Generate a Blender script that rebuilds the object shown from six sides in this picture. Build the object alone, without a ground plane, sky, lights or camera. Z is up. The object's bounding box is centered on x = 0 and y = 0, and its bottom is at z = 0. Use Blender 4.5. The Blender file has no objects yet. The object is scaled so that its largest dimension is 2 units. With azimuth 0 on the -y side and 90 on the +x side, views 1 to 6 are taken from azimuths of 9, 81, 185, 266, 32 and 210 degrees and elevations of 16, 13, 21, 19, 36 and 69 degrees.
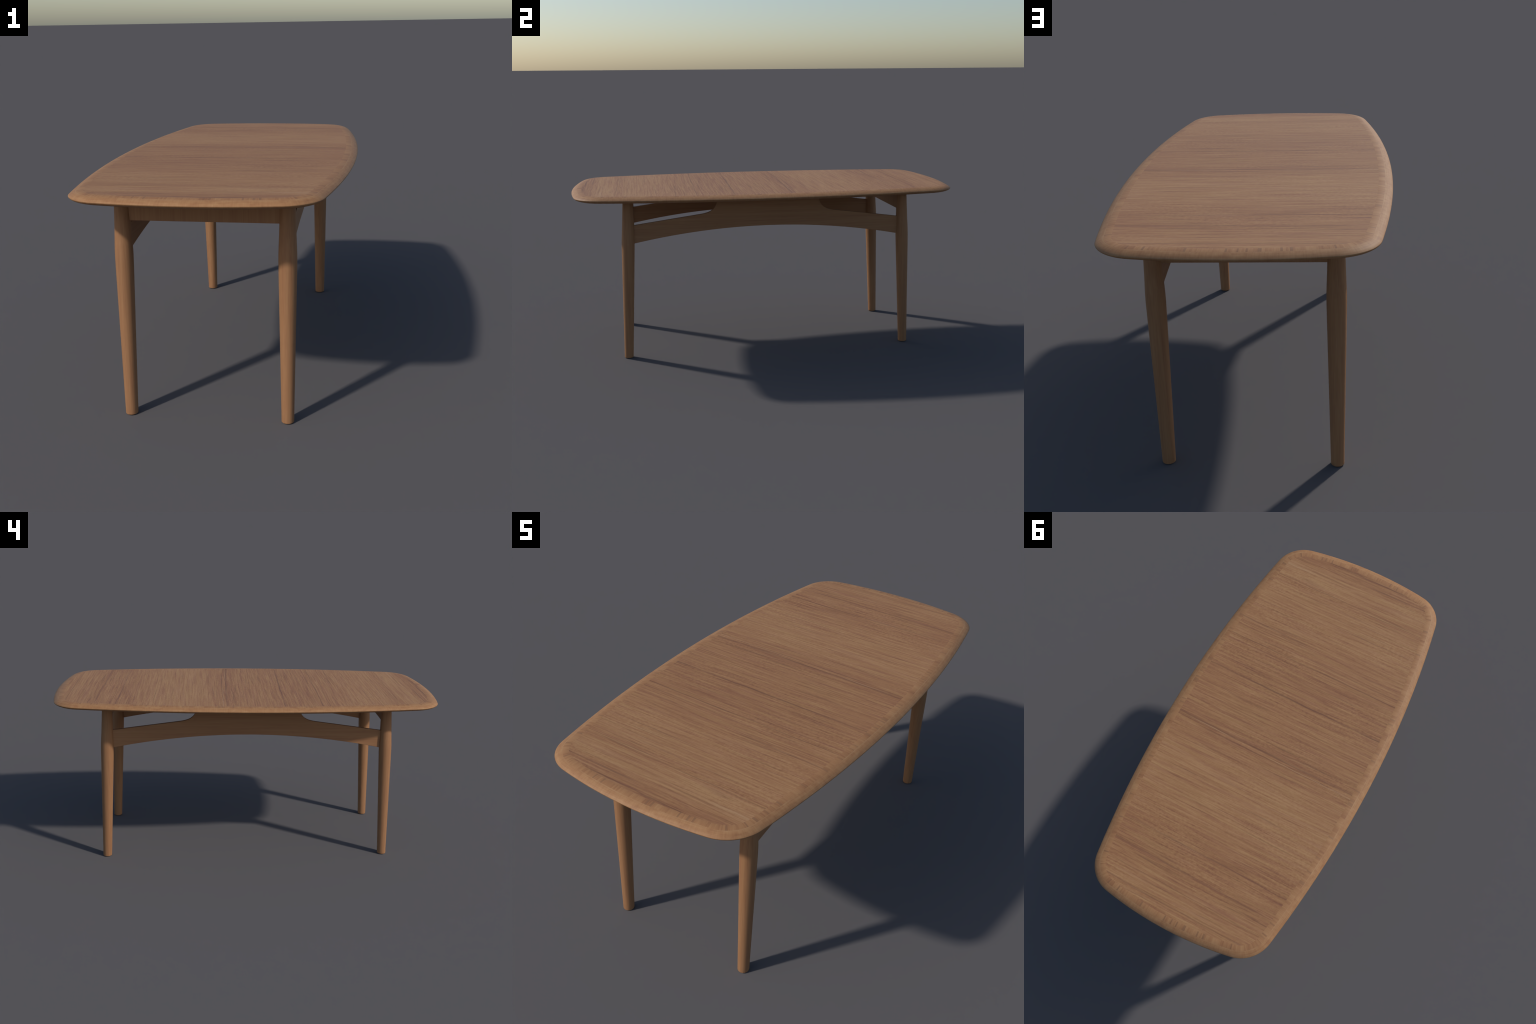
"""Long wooden dining table: bowed top with cross-banded border and soft round-over,
four round tapered legs, two arched side rails and two plain end aprons."""
import bpy, bmesh, math
import numpy as np

# ------------------------------------------------------------------ sizes (metres)
HALF_L, HALF_W = 1.0, 0.4953          # outline of the top
R_SIDE, R_END, R_CORNER = 5.05, 1.70, 0.151
Z_TOP, Z_EDGE, Z_UNDER = 0.8585, 0.8425, 0.8212
ROUND_IN, UNDER_IN = 0.050, 0.090     # how far the round-over / under-bevel reach in
BAND_OUT, BAND_IN = 0.0272, 0.0502    # cross-grain border, measured in from the outline
LEG_X, LEG_Y, LEG_LEAN = 0.2894, 0.7401, 0.0349
RAIL_X, RAIL_T, APRON_T = 0.2887, 0.0156, 0.0150


def link(obj, parent=None):
    bpy.context.scene.collection.objects.link(obj)
    if parent:
        obj.parent = parent
    return obj


# ------------------------------------------------------------------ node helper
class Graph:
    def __init__(self, name):
        self.mat = bpy.data.materials.new(name)
        self.mat.use_nodes = True
        self.t = self.mat.node_tree
        self.t.nodes.clear()
        self.out = self.t.nodes.new("ShaderNodeOutputMaterial")
        self.bsdf = self.t.nodes.new("ShaderNodeBsdfPrincipled")
        self.t.links.new(self.bsdf.outputs[0], self.out.inputs[0])
        tc = self.t.nodes.new("ShaderNodeTexCoord")
        self.obj = tc.outputs["Object"]
        sep = self.t.nodes.new("ShaderNodeSeparateXYZ")
        self.t.links.new(self.obj, sep.inputs[0])
        self.x, self.y, self.z = sep.outputs

    def put(self, socket, v):
        if isinstance(v, bpy.types.NodeSocket):
            self.t.links.new(v, socket)
        elif v is not None:
            socket.default_value = v

    def m(self, op, a, b=None, c=None, clamp=False):
        n = self.t.nodes.new("ShaderNodeMath")
        n.operation, n.use_clamp = op, clamp
        for s, v in zip(n.inputs, (a, b, c)):
            self.put(s, v)
        return n.outputs[0]

    def add(self, a, b): return self.m("ADD", a, b)
    def sub(self, a, b): return self.m("SUBTRACT", a, b)
    def mul(self, a, b, clamp=False): return self.m("MULTIPLY", a, b, clamp=clamp)

    def vec(self, x=0.0, y=0.0, z=0.0):
        n = self.t.nodes.new("ShaderNodeCombineXYZ")
        for s, v in zip(n.inputs, (x, y, z)):
            self.put(s, v)
        return n.outputs[0]

    def noise(self, vec=None, scale=1.0, detail=2.0, rough=0.5, w=None):
        n = self.t.nodes.new("ShaderNodeTexNoise")
        n.noise_dimensions = "1D" if w is not None else "3D"
        n.inputs["Scale"].default_value = scale
        n.inputs["Detail"].default_value = detail
        n.inputs["Roughness"].default_value = rough
        if w is not None:
            self.put(n.inputs["W"], w)
        else:
            self.put(n.inputs["Vector"], vec)
        return n.outputs[0]

    def cells(self, w, scale):
        n = self.t.nodes.new("ShaderNodeTexVoronoi")
        n.voronoi_dimensions = "1D"
        n.inputs["Scale"].default_value = scale
        self.put(n.inputs["W"], w)
        s = self.t.nodes.new("ShaderNodeSeparateXYZ")
        self.t.links.new(n.outputs["Color"], s.inputs[0])
        return s.outputs[0]

    def remap(self, v, a, b, c=0.0, d=1.0, smooth=False):
        n = self.t.nodes.new("ShaderNodeMapRange")
        n.interpolation_type = "SMOOTHSTEP" if smooth else "LINEAR"
        for s, q in zip(n.inputs, (v, a, b, c, d)):
            self.put(s, q)
        return n.outputs[0]

    def ramp(self, v, stops, interp="LINEAR"):
        n = self.t.nodes.new("ShaderNodeValToRGB")
        n.color_ramp.interpolation = interp
        el = n.color_ramp.elements
        while len(el) < len(stops):
            el.new(0.5)
        for e, (p, c) in zip(el, stops):
            e.position = p
            e.color = (c, c, c, 1) if isinstance(c, (int, float)) else (*c, 1)
        self.put(n.inputs[0], v)
        return n.outputs[0]

    def mix(self, f, a, b, kind="MIX"):
        n = self.t.nodes.new("ShaderNodeMix")
        n.data_type, n.blend_type = "RGBA", kind
        self.put(n.inputs[0], f)
        self.put(n.inputs[6], a if isinstance(a, bpy.types.NodeSocket) else (*a, 1))
        self.put(n.inputs[7], b if isinstance(b, bpy.types.NodeSocket) else (*b, 1))
        return n.outputs[2]

    def finish(self, colour, rough=0.45, height=None, bump=0.1, dist=0.0004):
        self.put(self.bsdf.inputs["Base Color"], colour)
        self.put(self.bsdf.inputs["Roughness"], rough)
        self.bsdf.inputs["Specular IOR Level"].default_value = SPEC
        if height is not None:
            b = self.t.nodes.new("ShaderNodeBump")
            b.inputs["Strength"].default_value = bump
            b.inputs["Distance"].default_value = dist
            self.put(b.inputs["Height"], height)
            self.t.links.new(b.outputs[0], self.bsdf.inputs["Normal"])
        return self.mat


SPEC = 0.3
# oiled oak/teak: light, middle, reddish and dark vein colours
PALE = (0.396, 0.215, 0.098)
MID = (0.340, 0.169, 0.074)
RED = (0.262, 0.117, 0.054)
GOLD = (0.410, 0.226, 0.104)
DEEP = (0.195, 0.084, 0.044)
VEIN = (0.150, 0.066, 0.038)


# ------------------------------------------------------------------ outline of the top
def corner_data():
    """Centre and angle span of the corner arc that joins side arc and end arc."""
    cx, cy = HALF_W - R_CORNER - 0.05, HALF_L - R_CORNER - 0.05
    sx, ey = HALF_W - R_SIDE, HALF_L - R_END
    for _ in range(40):
        d1, d2 = math.hypot(cx - sx, cy), math.hypot(cx, cy - ey)
        J = np.array([[(cx - sx) / d1, cy / d1], [cx / d2, (cy - ey) / d2]])
        dx = np.linalg.solve(J, [R_SIDE - R_CORNER - d1, R_END - R_CORNER - d2])
        cx, cy = cx + dx[0], cy + dx[1]
    return cx, cy, math.atan2(cy, cx - sx), math.atan2(cy - ey, cx)


CX, CY, A1, A2 = corner_data()


def outline():
    """Closed list of (point, outward normal), counter-clockwise, built from one quadrant."""
    q = []
    for a in np.linspace(0, A1, 34)[:-1]:
        q.append((HALF_W - R_SIDE + R_SIDE * math.cos(a), R_SIDE * math.sin(a), a))
    for a in np.linspace(A1, A2, 30)[:-1]:
        q.append((CX + R_CORNER * math.cos(a), CY + R_CORNER * math.sin(a), a))
    for a in np.linspace(A2, math.pi / 2, 22):
        q.append((R_END * math.cos(a), HALF_L - R_END + R_END * math.sin(a), a))
    q = [((x, y), (math.cos(a), math.sin(a))) for x, y, a in q]
    flip = lambda sx, sy, L: [((p[0] * sx, p[1] * sy), (n[0] * sx, n[1] * sy)) for p, n in L]
    return (q + flip(-1, 1, q[::-1])[1:] + flip(-1, -1, q)[1:] + flip(1, -1, q[::-1])[1:-1])


RING = outline()


KNEE = math.radians(30)                # the round-over stops at this slope parameter, leaving a knee


def upper(a):
    """Round-over of the upper edge: from flat (a = 90 degrees) to the knee."""
    return (ROUND_IN * (1 - math.cos(a) / math.cos(KNEE)),
            Z_EDGE + (Z_TOP - Z_EDGE) * (math.sin(a) - math.sin(KNEE)) / (1 - math.sin(KNEE)))


def upper_angle(inset):
    return math.acos(min(1.0, max(0.0, (1 - inset / ROUND_IN) * math.cos(KNEE))))


def swept(name, profile, cap_last=False, cap_first=False):
    """Mesh made by carrying a profile of (inset, z) round the outline."""
    me = bpy.data.meshes.new(name)
    bm = bmesh.new()
    rings = [[bm.verts.new((p[0] - n[0] * i, p[1] - n[1] * i, z)) for p, n in RING] for i, z in profile]
    N = len(RING)
    for a, b in zip(rings, rings[1:]):
        for k in range(N):
            bm.faces.new((a[k], a[(k + 1) % N], b[(k + 1) % N], b[k]))
    if cap_last:
        bm.faces.new(rings[-1])
    if cap_first:
        bm.faces.new(rings[0])
    bmesh.ops.recalc_face_normals(bm, faces=bm.faces)
    for f in bm.faces:
        f.smooth = True
    bm.to_mesh(me)
    bm.free()
    return me


# ------------------------------------------------------------------ materials of the top
def veneer_material():
    """Grain along x: broad tone bands, fine streaks, pores and a few long dark veins."""
    g = Graph("veneer_wood")
    wob = g.noise(g.vec(g.mul(g.x, 2.2), g.mul(g.y, 7.0)), 1.0, 2.0)
    y = g.add(g.y, g.mul(g.sub(wob, 0.5), 0.022))
    fine = g.noise(g.vec(g.mul(g.x, 3.0), g.mul(y, 150.0)), 1.0, 4.0, 0.62)
    mid = g.noise(g.vec(g.mul(g.x, 1.6), g.mul(y, 38.0), 4.0), 1.0, 3.0, 0.55)
    pore = g.noise(g.vec(g.mul(g.x, 42.0), g.mul(y, 330.0), 9.0), 1.0, 2.0, 0.5)
    ripple = g.noise(g.vec(g.mul(g.x, 75.0), g.mul(y, 120.0), 2.0), 1.0, 2.0, 0.5)
    patch = g.noise(g.vec(g.mul(g.x, 2.0), g.mul(g.y, 5.0), 7.0), 1.0, 2.0)
    # broad tone across the leaves of veneer, by place along the table (0 dark - 1 pale)
    broad = g.ramp(g.remap(y, -1.0, 1.0), [
        (0.00, .46), (.022, .36), (.050, .38), (.066, .66), (.100, .66), (.120, .50), (.150, .60), (.215, .58), (.245, .50),
        (.272, .46), (.300, .50), (.340, .38), (.405, .40), (.45, .46), (.515, .48), (.540, .32), (.575, .42), (.605, .58),
        (.660, .66), (.735, .62), (.77, .52), (.795, .42), (.83, .36), (.86, .44), (.885, .36), (.91, .50), (.945, .60), (.97, .48), (1.0, .52)], "EASE")
    streak = g.noise(g.vec(g.mul(g.x, 4.2), g.mul(y, 100.0), 21.0), 1.0, 3.0, 0.6)
    flake = g.noise(g.vec(g.mul(g.x, 9.0), g.mul(y, 120.0), 33.0), 1.0, 2.0, 0.55)
    tone = g.add(g.mul(g.sub(fine, 0.5), 1.5), g.mul(g.sub(mid, 0.5), 0.3))
    tone = g.add(tone, g.add(g.mul(g.sub(streak, 0.5), 0.85), g.mul(g.sub(flake, 0.5), 0.5)))
    tone = g.add(tone, g.mul(g.sub(pore, 0.5), 0.55))
    tone = g.add(tone, g.mul(g.sub(ripple, 0.5), g.remap(patch, 0.45, 0.62, 0.2, 0.9)))
    tone = g.add(tone, g.add(g.add(g.mul(broad, 0.85), 0.07), g.mul(g.sub(patch, 0.5), 0.15)))
    col = g.ramp(tone, [(0.0, DEEP), (0.20, RED), (0.50, MID), (0.85, GOLD)])
    # slow drift of hue between rosy and olive brown
    rosy = g.noise(g.vec(g.mul(g.x, 3.0), g.mul(y, 60.0), 51.0), 1.0, 3.0, 0.6)
    col = g.mix(g.remap(rosy, 0.45, 0.75, 0.0, 0.55), col, (0.262, 0.114, 0.066))
    col = g.mix(g.remap(rosy, 0.50, 0.28, 0.0, 0.40), col, (0.325, 0.182, 0.078))
    # long dark veins: (y, half width, strength, x from, x to)
    veins = [(-.181, .0062, .80, -.5, .5), (-.369, .0045, .62, -.5, .5), (-.405, .004, .50, -.5, .02),
             (.106, .0075, .62, -.46, .46), (.130, .005, .45, -.12, .3), (.652, .0055, .55, -.5, .36),
             (.757, .007, .52, -.32, .42), (.910, .0055, .55, -.40, .40), (.790, .004, .55, -.42, -.26),
             (-.937, .0045, .70, -.24, .22), (-.900, .006, .6, -.40, -.08), (-.766, .004, .50, -.34, .42),
             (-.470, .006, .50, .08, .5), (-.709, .004, .38, -.2, .26), (.455, .003, .30, -.35, .2),
             (.02, .003, .30, -.35, .3), (.84, .004, .35, -.3, .35), (-.29, .003, .30, -.3, .3)]
    acc = None
    yv = g.add(g.y, g.mul(g.sub(g.noise(g.vec(g.mul(g.x, 7.0), g.mul(g.y, 16.0), 13.0), 1.0, 2.0), 0.5), 0.014))
    lean = g.mul(g.x, 0.016)
    brk = g.noise(g.vec(g.mul(g.x, 5.0), g.mul(g.y, 40.0), 3.0), 1.0, 2.0)
    brk = g.remap(brk, 0.32, 0.58, 0.45, 1.0)
    for y0, w, s, xa, xb in veins:
        d = g.m("ABSOLUTE", g.sub(g.add(yv, lean), y0))
        line = g.remap(d, w * .1, w * 1.05, s * .95, 0.0, smooth=True)
        if xa > -.49:
            line = g.mul(line, g.remap(g.x, xa - .05, xa + .05, 0, 1, smooth=True))
        if xb < .49:
            line = g.mul(line, g.remap(g.x, xb - .05, xb + .05, 1, 0, smooth=True))
        acc = line if acc is None else g.m("MAXIMUM", acc, line)
    col = g.mix(g.mul(acc, brk), col, VEIN)
    # crisp hairline streaks scattered over the whole width
    hair = g.noise(g.vec(g.mul(g.x, 2.6), g.mul(yv, 120.0), 71.0), 1.0, 2.0, 0.5)
    col = g.mix(g.remap(hair, 0.60, 0.72, 0.0, 0.42), col, VEIN)
    glint = g.noise(g.vec(g.mul(g.x, 3.2), g.mul(yv, 170.0), 83.0), 1.0, 2.0, 0.5)
    col = g.mix(g.remap(glint, 0.62, 0.74, 0.0, 0.45), col, (0.44, 0.262, 0.128))
    # pale lines lying against two of the veins
    for y0, w, xa, xb in ((.124, .003, -.5, -.02), (-.841, .006, .2, .45), (.112, .003, .15, .4)):
        d = g.m("ABSOLUTE", g.sub(g.add(yv, lean), y0))
        line = g.remap(d, 0.0, w, .55, 0.0, smooth=True)
        line = g.mul(line, g.mul(g.remap(g.x, xa, xa + .06, 0, 1), g.remap(g.x, xb - .06, xb, 1, 0)))
        col = g.mix(line, col, (0.45, 0.28, 0.15))
    return g.finish(col, 0.6, fine, 0.12)


def ring_coords(g):
    """Distance along the outline (s) and in from it (d), from object x, y."""
    ax, ay = g.m("ABSOLUTE", g.x), g.m("ABSOLUTE", g.y)
    dx1 = g.sub(ax, HALF_W - R_SIDE)
    a_side = g.m("ARCTAN2", ay, dx1)
    dx2, dy2 = g.sub(ax, CX), g.sub(ay, CY)
    a_corner = g.m("ARCTAN2", dy2, dx2)
    dy3 = g.sub(ay, HALF_L - R_END)
    a_end = g.m("ARCTAN2", dy3, ax)
    hyp = lambda a, b: g.m("SQRT", g.add(g.mul(a, a), g.mul(b, b)))
    on_side = g.m("LESS_THAN", a_side, A1)
    on_end = g.m("GREATER_THAN", a_end, A2)
    pick = lambda f, a, b: g.add(g.mul(f, a), g.mul(g.sub(1.0, f), b))
    s = pick(on_side, g.mul(a_side, R_SIDE), pick(on_end, g.add(g.mul(g.sub(a_end, A2), R_END), R_SIDE * A1 + R_CORNER * (A2 - A1)), g.add(g.mul(g.sub(a_corner, A1), R_CORNER), R_SIDE * A1)))
    d = pick(on_side, g.sub(R_SIDE, hyp(ay, dx1)), pick(on_end, g.sub(R_END, hyp(ax, dy3)), g.sub(R_CORNER, hyp(dx2, dy2))))
    # unlike wood in each quarter, meeting without a jump on the axes
    sy = g.m("SIGN", g.y)
    quad = g.add(g.mul(g.m("SIGN", g.x), 3.7), g.mul(sy, 9.1))
    return s, d, quad


def band_material():
    """Border of short cross-grain pieces: grain runs square to the edge."""
    g = Graph("cross_band_wood")
    s, d, quad = ring_coords(g)
    w = g.add(s, quad)
    cell = g.cells(w, 150.0)
    wide = g.noise(w=w, scale=14.0, detail=2.0)
    fine = g.noise(g.vec(g.mul(w, 300.0), g.mul(d, 25.0)), 1.0, 3.0, 0.6)
    tone = g.add(g.mul(g.sub(cell, 0.5), 0.46), g.add(g.mul(g.sub(fine, 0.5), 1.0), g.mul(g.sub(wide, 0.5), 0.9)))
    tone = g.add(tone, 0.52)
    col = g.ramp(tone, [(0.02, RED), (0.5, MID), (0.98, PALE)])
    dark = g.mul(g.remap(cell, 0.915, 0.925, 0.0, 0.52), g.remap(g.m("ABSOLUTE", g.y), 0.6, 0.92, 0.75, 1.0))
    col = g.mix(dark, col, VEIN)
    return g.finish(col, 0.6, fine, 0.08)


def rim_material():
    """Rounded solid lipping: paler, soft figure that runs round the edge."""
    g = Graph("rim_wood")
    s, d, quad = ring_coords(g)
    w = g.add(s, quad)
    along = g.noise(g.vec(g.mul(w, 9.0), g.mul(d, 190.0), g.mul(g.z, 190.0)), 1.0, 3.0, 0.55)
    mott = g.noise(g.vec(g.mul(w, 45.0), g.mul(d, 60.0), g.mul(g.z, 60.0)), 1.0, 2.0, 0.5)
    cross = g.noise(g.vec(g.mul(w, 170.0), g.mul(d, 14.0), 5.0), 1.0, 3.0, 0.6)
    tone = g.add(g.add(g.mul(g.sub(along, 0.5), 0.9), g.mul(g.sub(mott, 0.5), 0.95)), g.add(g.mul(g.sub(cross, 0.5), 0.75), 0.57))
    col = g.ramp(tone, [(0.05, RED), (0.5, MID), (0.95, PALE)])
    up = g.m("GREATER_THAN", g.z, Z_EDGE)
    joint = g.mul(g.mul(up, g.remap(along, 0.4, 0.6, 0.05, 0.42)), g.remap(d, BAND_OUT - .005, BAND_OUT - .001, 0.0, 1.0, smooth=True))
    col = g.mix(joint, col, (0.42, 0.255, 0.13))
    return g.finish(col, 0.6, mott, 0.06)


def solid_wood(name, axis, tint=1.0, fine_scale=330.0):
    """Plain straight-grained wood; `axis` is the grain direction in object space."""
    g = Graph(name)
    oi = g.t.nodes.new("ShaderNodeObjectInfo")
    off = g.mul(oi.outputs["Random"], 17.0)
    k = {"x": (2.2, 1, 1), "y": (1, 2.2, 1), "z": (1, 1, 2.2)}[axis]
    stretch = lambda f, l: [l if c != 1 else f for c in k]
    def grain(f, l, detail, shift):
        a = stretch(f, l)
        return g.noise(g.vec(g.add(g.mul(g.x, a[0]), off), g.add(g.mul(g.y, a[1]), shift), g.mul(g.z, a[2])), 1.0, detail, 0.6)
    fine = grain(fine_scale, 4.0, 3.0, 0.0)
    mid = grain(75.0, 2.0, 2.0, 5.0)
    pore = grain(fine_scale * 1.4, 28.0, 2.0, 11.0)
    tone = g.add(g.mul(g.sub(fine, 0.5), 0.9), g.add(g.mul(g.sub(mid, 0.5), 0.8), g.mul(g.sub(pore, 0.5), 0.2)))
    tone = g.add(tone, 0.5)
    sc = lambda c: (c[0] * tint, c[1] * tint * 0.985, c[2] * tint * 1.04)
    col = g.ramp(tone, [(0.05, sc(RED)), (0.5, sc(MID)), (0.95, sc(PALE))])
    return g.finish(col, 0.6, fine, 0.08)


# ------------------------------------------------------------------ build
table = link(bpy.data.objects.new("dining_table", None))
table["label"] = "long wooden dining table with bowed top and tapered round legs"
table["category"] = "dining table"

veneer, band_wood, rim_wood = veneer_material(), band_material(), rim_material()
leg_wood = solid_wood("leg_wood", "z", 0.95)
rail_wood = solid_wood("rail_wood", "y", 0.95)
apron_wood = solid_wood("apron_wood", "z", 0.95)


def part(name, me, mat, parent):
    me.materials.append(mat)
    return link(bpy.data.objects.new(name, me), parent)


# top: veneered field, cross-banded border, rounded lipping with the underside
tabletop = part("tabletop", swept("tabletop", [(BAND_IN, Z_TOP)], cap_last=True), veneer, table)
band_prof = [(BAND_IN, Z_TOP)] + [upper(a) for a in np.linspace(math.pi / 2, upper_angle(BAND_OUT), 12)]
part("border_band", swept("border_band", band_prof), band_wood, tabletop)
prof = [upper(a) for a in np.linspace(upper_angle(BAND_OUT), KNEE, 18)]
prof += [(UNDER_IN * (1 - math.cos(a)), Z_EDGE - (Z_EDGE - Z_UNDER) * math.sin(a)) for a in np.linspace(0, math.pi / 2, 18)[1:]]
part("rounded_rim", swept("rounded_rim", prof, cap_last=True), rim_wood, tabletop)


def leg_mesh():
    """Round leg, thickest at knee height, tapering to foot and to the top; axis leans inward."""
    knots = [(0.0, .0205), (.0003, .0212), (.001, .0217), (.0025, .0219), (.30, .0268), (.50, .0303), (.57, .0314),
             (.60, .0317), (.625, .0313), (.65, .0303), (.68, .0291), (.74, .0273), (.826, .0250)]
    z = np.array(sorted(set(np.round(np.linspace(0.03, .826, 90), 5)) | {k[0] for k in knots}))
    kz, kr = np.array(knots).T
    r = np.interp(z, kz, kr) + .0009
    body = z > .05
    for _ in range(6):                                # ease the knee
        r[1:-1] = np.where(body[1:-1], .25 * r[:-2] + .5 * r[1:-1] + .25 * r[2:], r[1:-1])
    me, bm, N = bpy.data.meshes.new("leg"), bmesh.new(), 48
    rings = [[bm.verts.new((q * math.cos(t), q * math.sin(t) - LEG_LEAN * h, h)) for t in np.linspace(0, 2 * math.pi, N, endpoint=False)] for h, q in zip(z, r)]
    for a, b in zip(rings, rings[1:]):
        for k in range(N):
            bm.faces.new((a[k], a[(k + 1) % N], b[(k + 1) % N], b[k])).smooth = True
    bm.faces.new(rings[0][::-1])
    bm.faces.new(rings[-1])
    bm.to_mesh(me)
    bm.free()
    return me


leg_data = leg_mesh()
leg_data.materials.append(leg_wood)
for sx in (-1, 1):
    for sy in (-1, 1):
        leg = link(bpy.data.objects.new("leg", leg_data), table)
        leg.location = (sx * LEG_X, sy * LEG_Y, 0)
        leg.rotation_euler = (0, 0, 0 if sy > 0 else math.pi)


def soften(obj, width=0.0022):
    b = obj.modifiers.new("eased_edges", "BEVEL")
    b.width, b.segments, b.limit_method, b.angle_limit = width, 2, "ANGLE", math.radians(50)
    b.harden_normals = False
    return obj


def rail_mesh():
    """Arched side rail: shallow arc below, raised block in the middle that meets the top."""
    shoulder = [(.0, Z_UNDER + .001), (.2580, Z_UNDER + .001), (.2602, .8112), (.2630, .8012), (.2668, .7907), (.2718, .7804), (.2788, .7704),
                (.2878, .7614), (.2988, .7541), (.3118, .7486), (.3248, .7450), (.3378, .7420), (.716, .6912)]
    sy, sz = np.array(shoulder).T
    ys = sorted(set(np.round(np.linspace(0, .716, 60), 4)) | set(sy))
    ys = [-v for v in ys[:0:-1]] + list(ys)
    low = lambda y: .6716 - .1462 * y * y
    up = lambda y: float(np.interp(abs(y), sy, sz))
    me, bm = bpy.data.meshes.new("side_rail"), bmesh.new()
    cols = [[bm.verts.new((sx * RAIL_T / 2, y, z)) for sx, z in ((-1, low(y)), (1, low(y)), (1, up(y)), (-1, up(y)))] for y in ys]
    for a, b in zip(cols, cols[1:]):
        for k in range(4):
            bm.faces.new((a[k], b[k], b[(k + 1) % 4], a[(k + 1) % 4]))
    bm.faces.new(cols[0])
    bm.faces.new(cols[-1][::-1])
    bmesh.ops.recalc_face_normals(bm, faces=bm.faces)
    bm.to_mesh(me)
    bm.free()
    return me


rail_data = rail_mesh()
rail_data.materials.append(rail_wood)
for sx in (-1, 1):
    rail = link(bpy.data.objects.new("side_rail", rail_data), table)
    rail.location = (sx * RAIL_X, 0, 0)
    soften(rail, .0015)


def box_mesh(name, x, y, z0, z1):
    me, bm = bpy.data.meshes.new(name), bmesh.new()
    bmesh.ops.create_cube(bm, size=1.0)
    for v in bm.verts:
        v.co = (v.co.x * 2 * x, v.co.y * 2 * y, z1 if v.co.z > 0 else z0)
    bm.to_mesh(me)
    bm.free()
    return me


apron_data = box_mesh("end_apron", LEG_X - .012, APRON_T / 2, 0.7250, Z_UNDER + .001)
apron_data.materials.append(apron_wood)
for sy in (-1, 1):
    apron = link(bpy.data.objects.new("end_apron", apron_data), table)
    apron.location = (0, sy * .7147, 0)
    apron.rotation_euler = (0, 0, 0 if sy > 0 else math.pi)
    soften(apron, .0015)
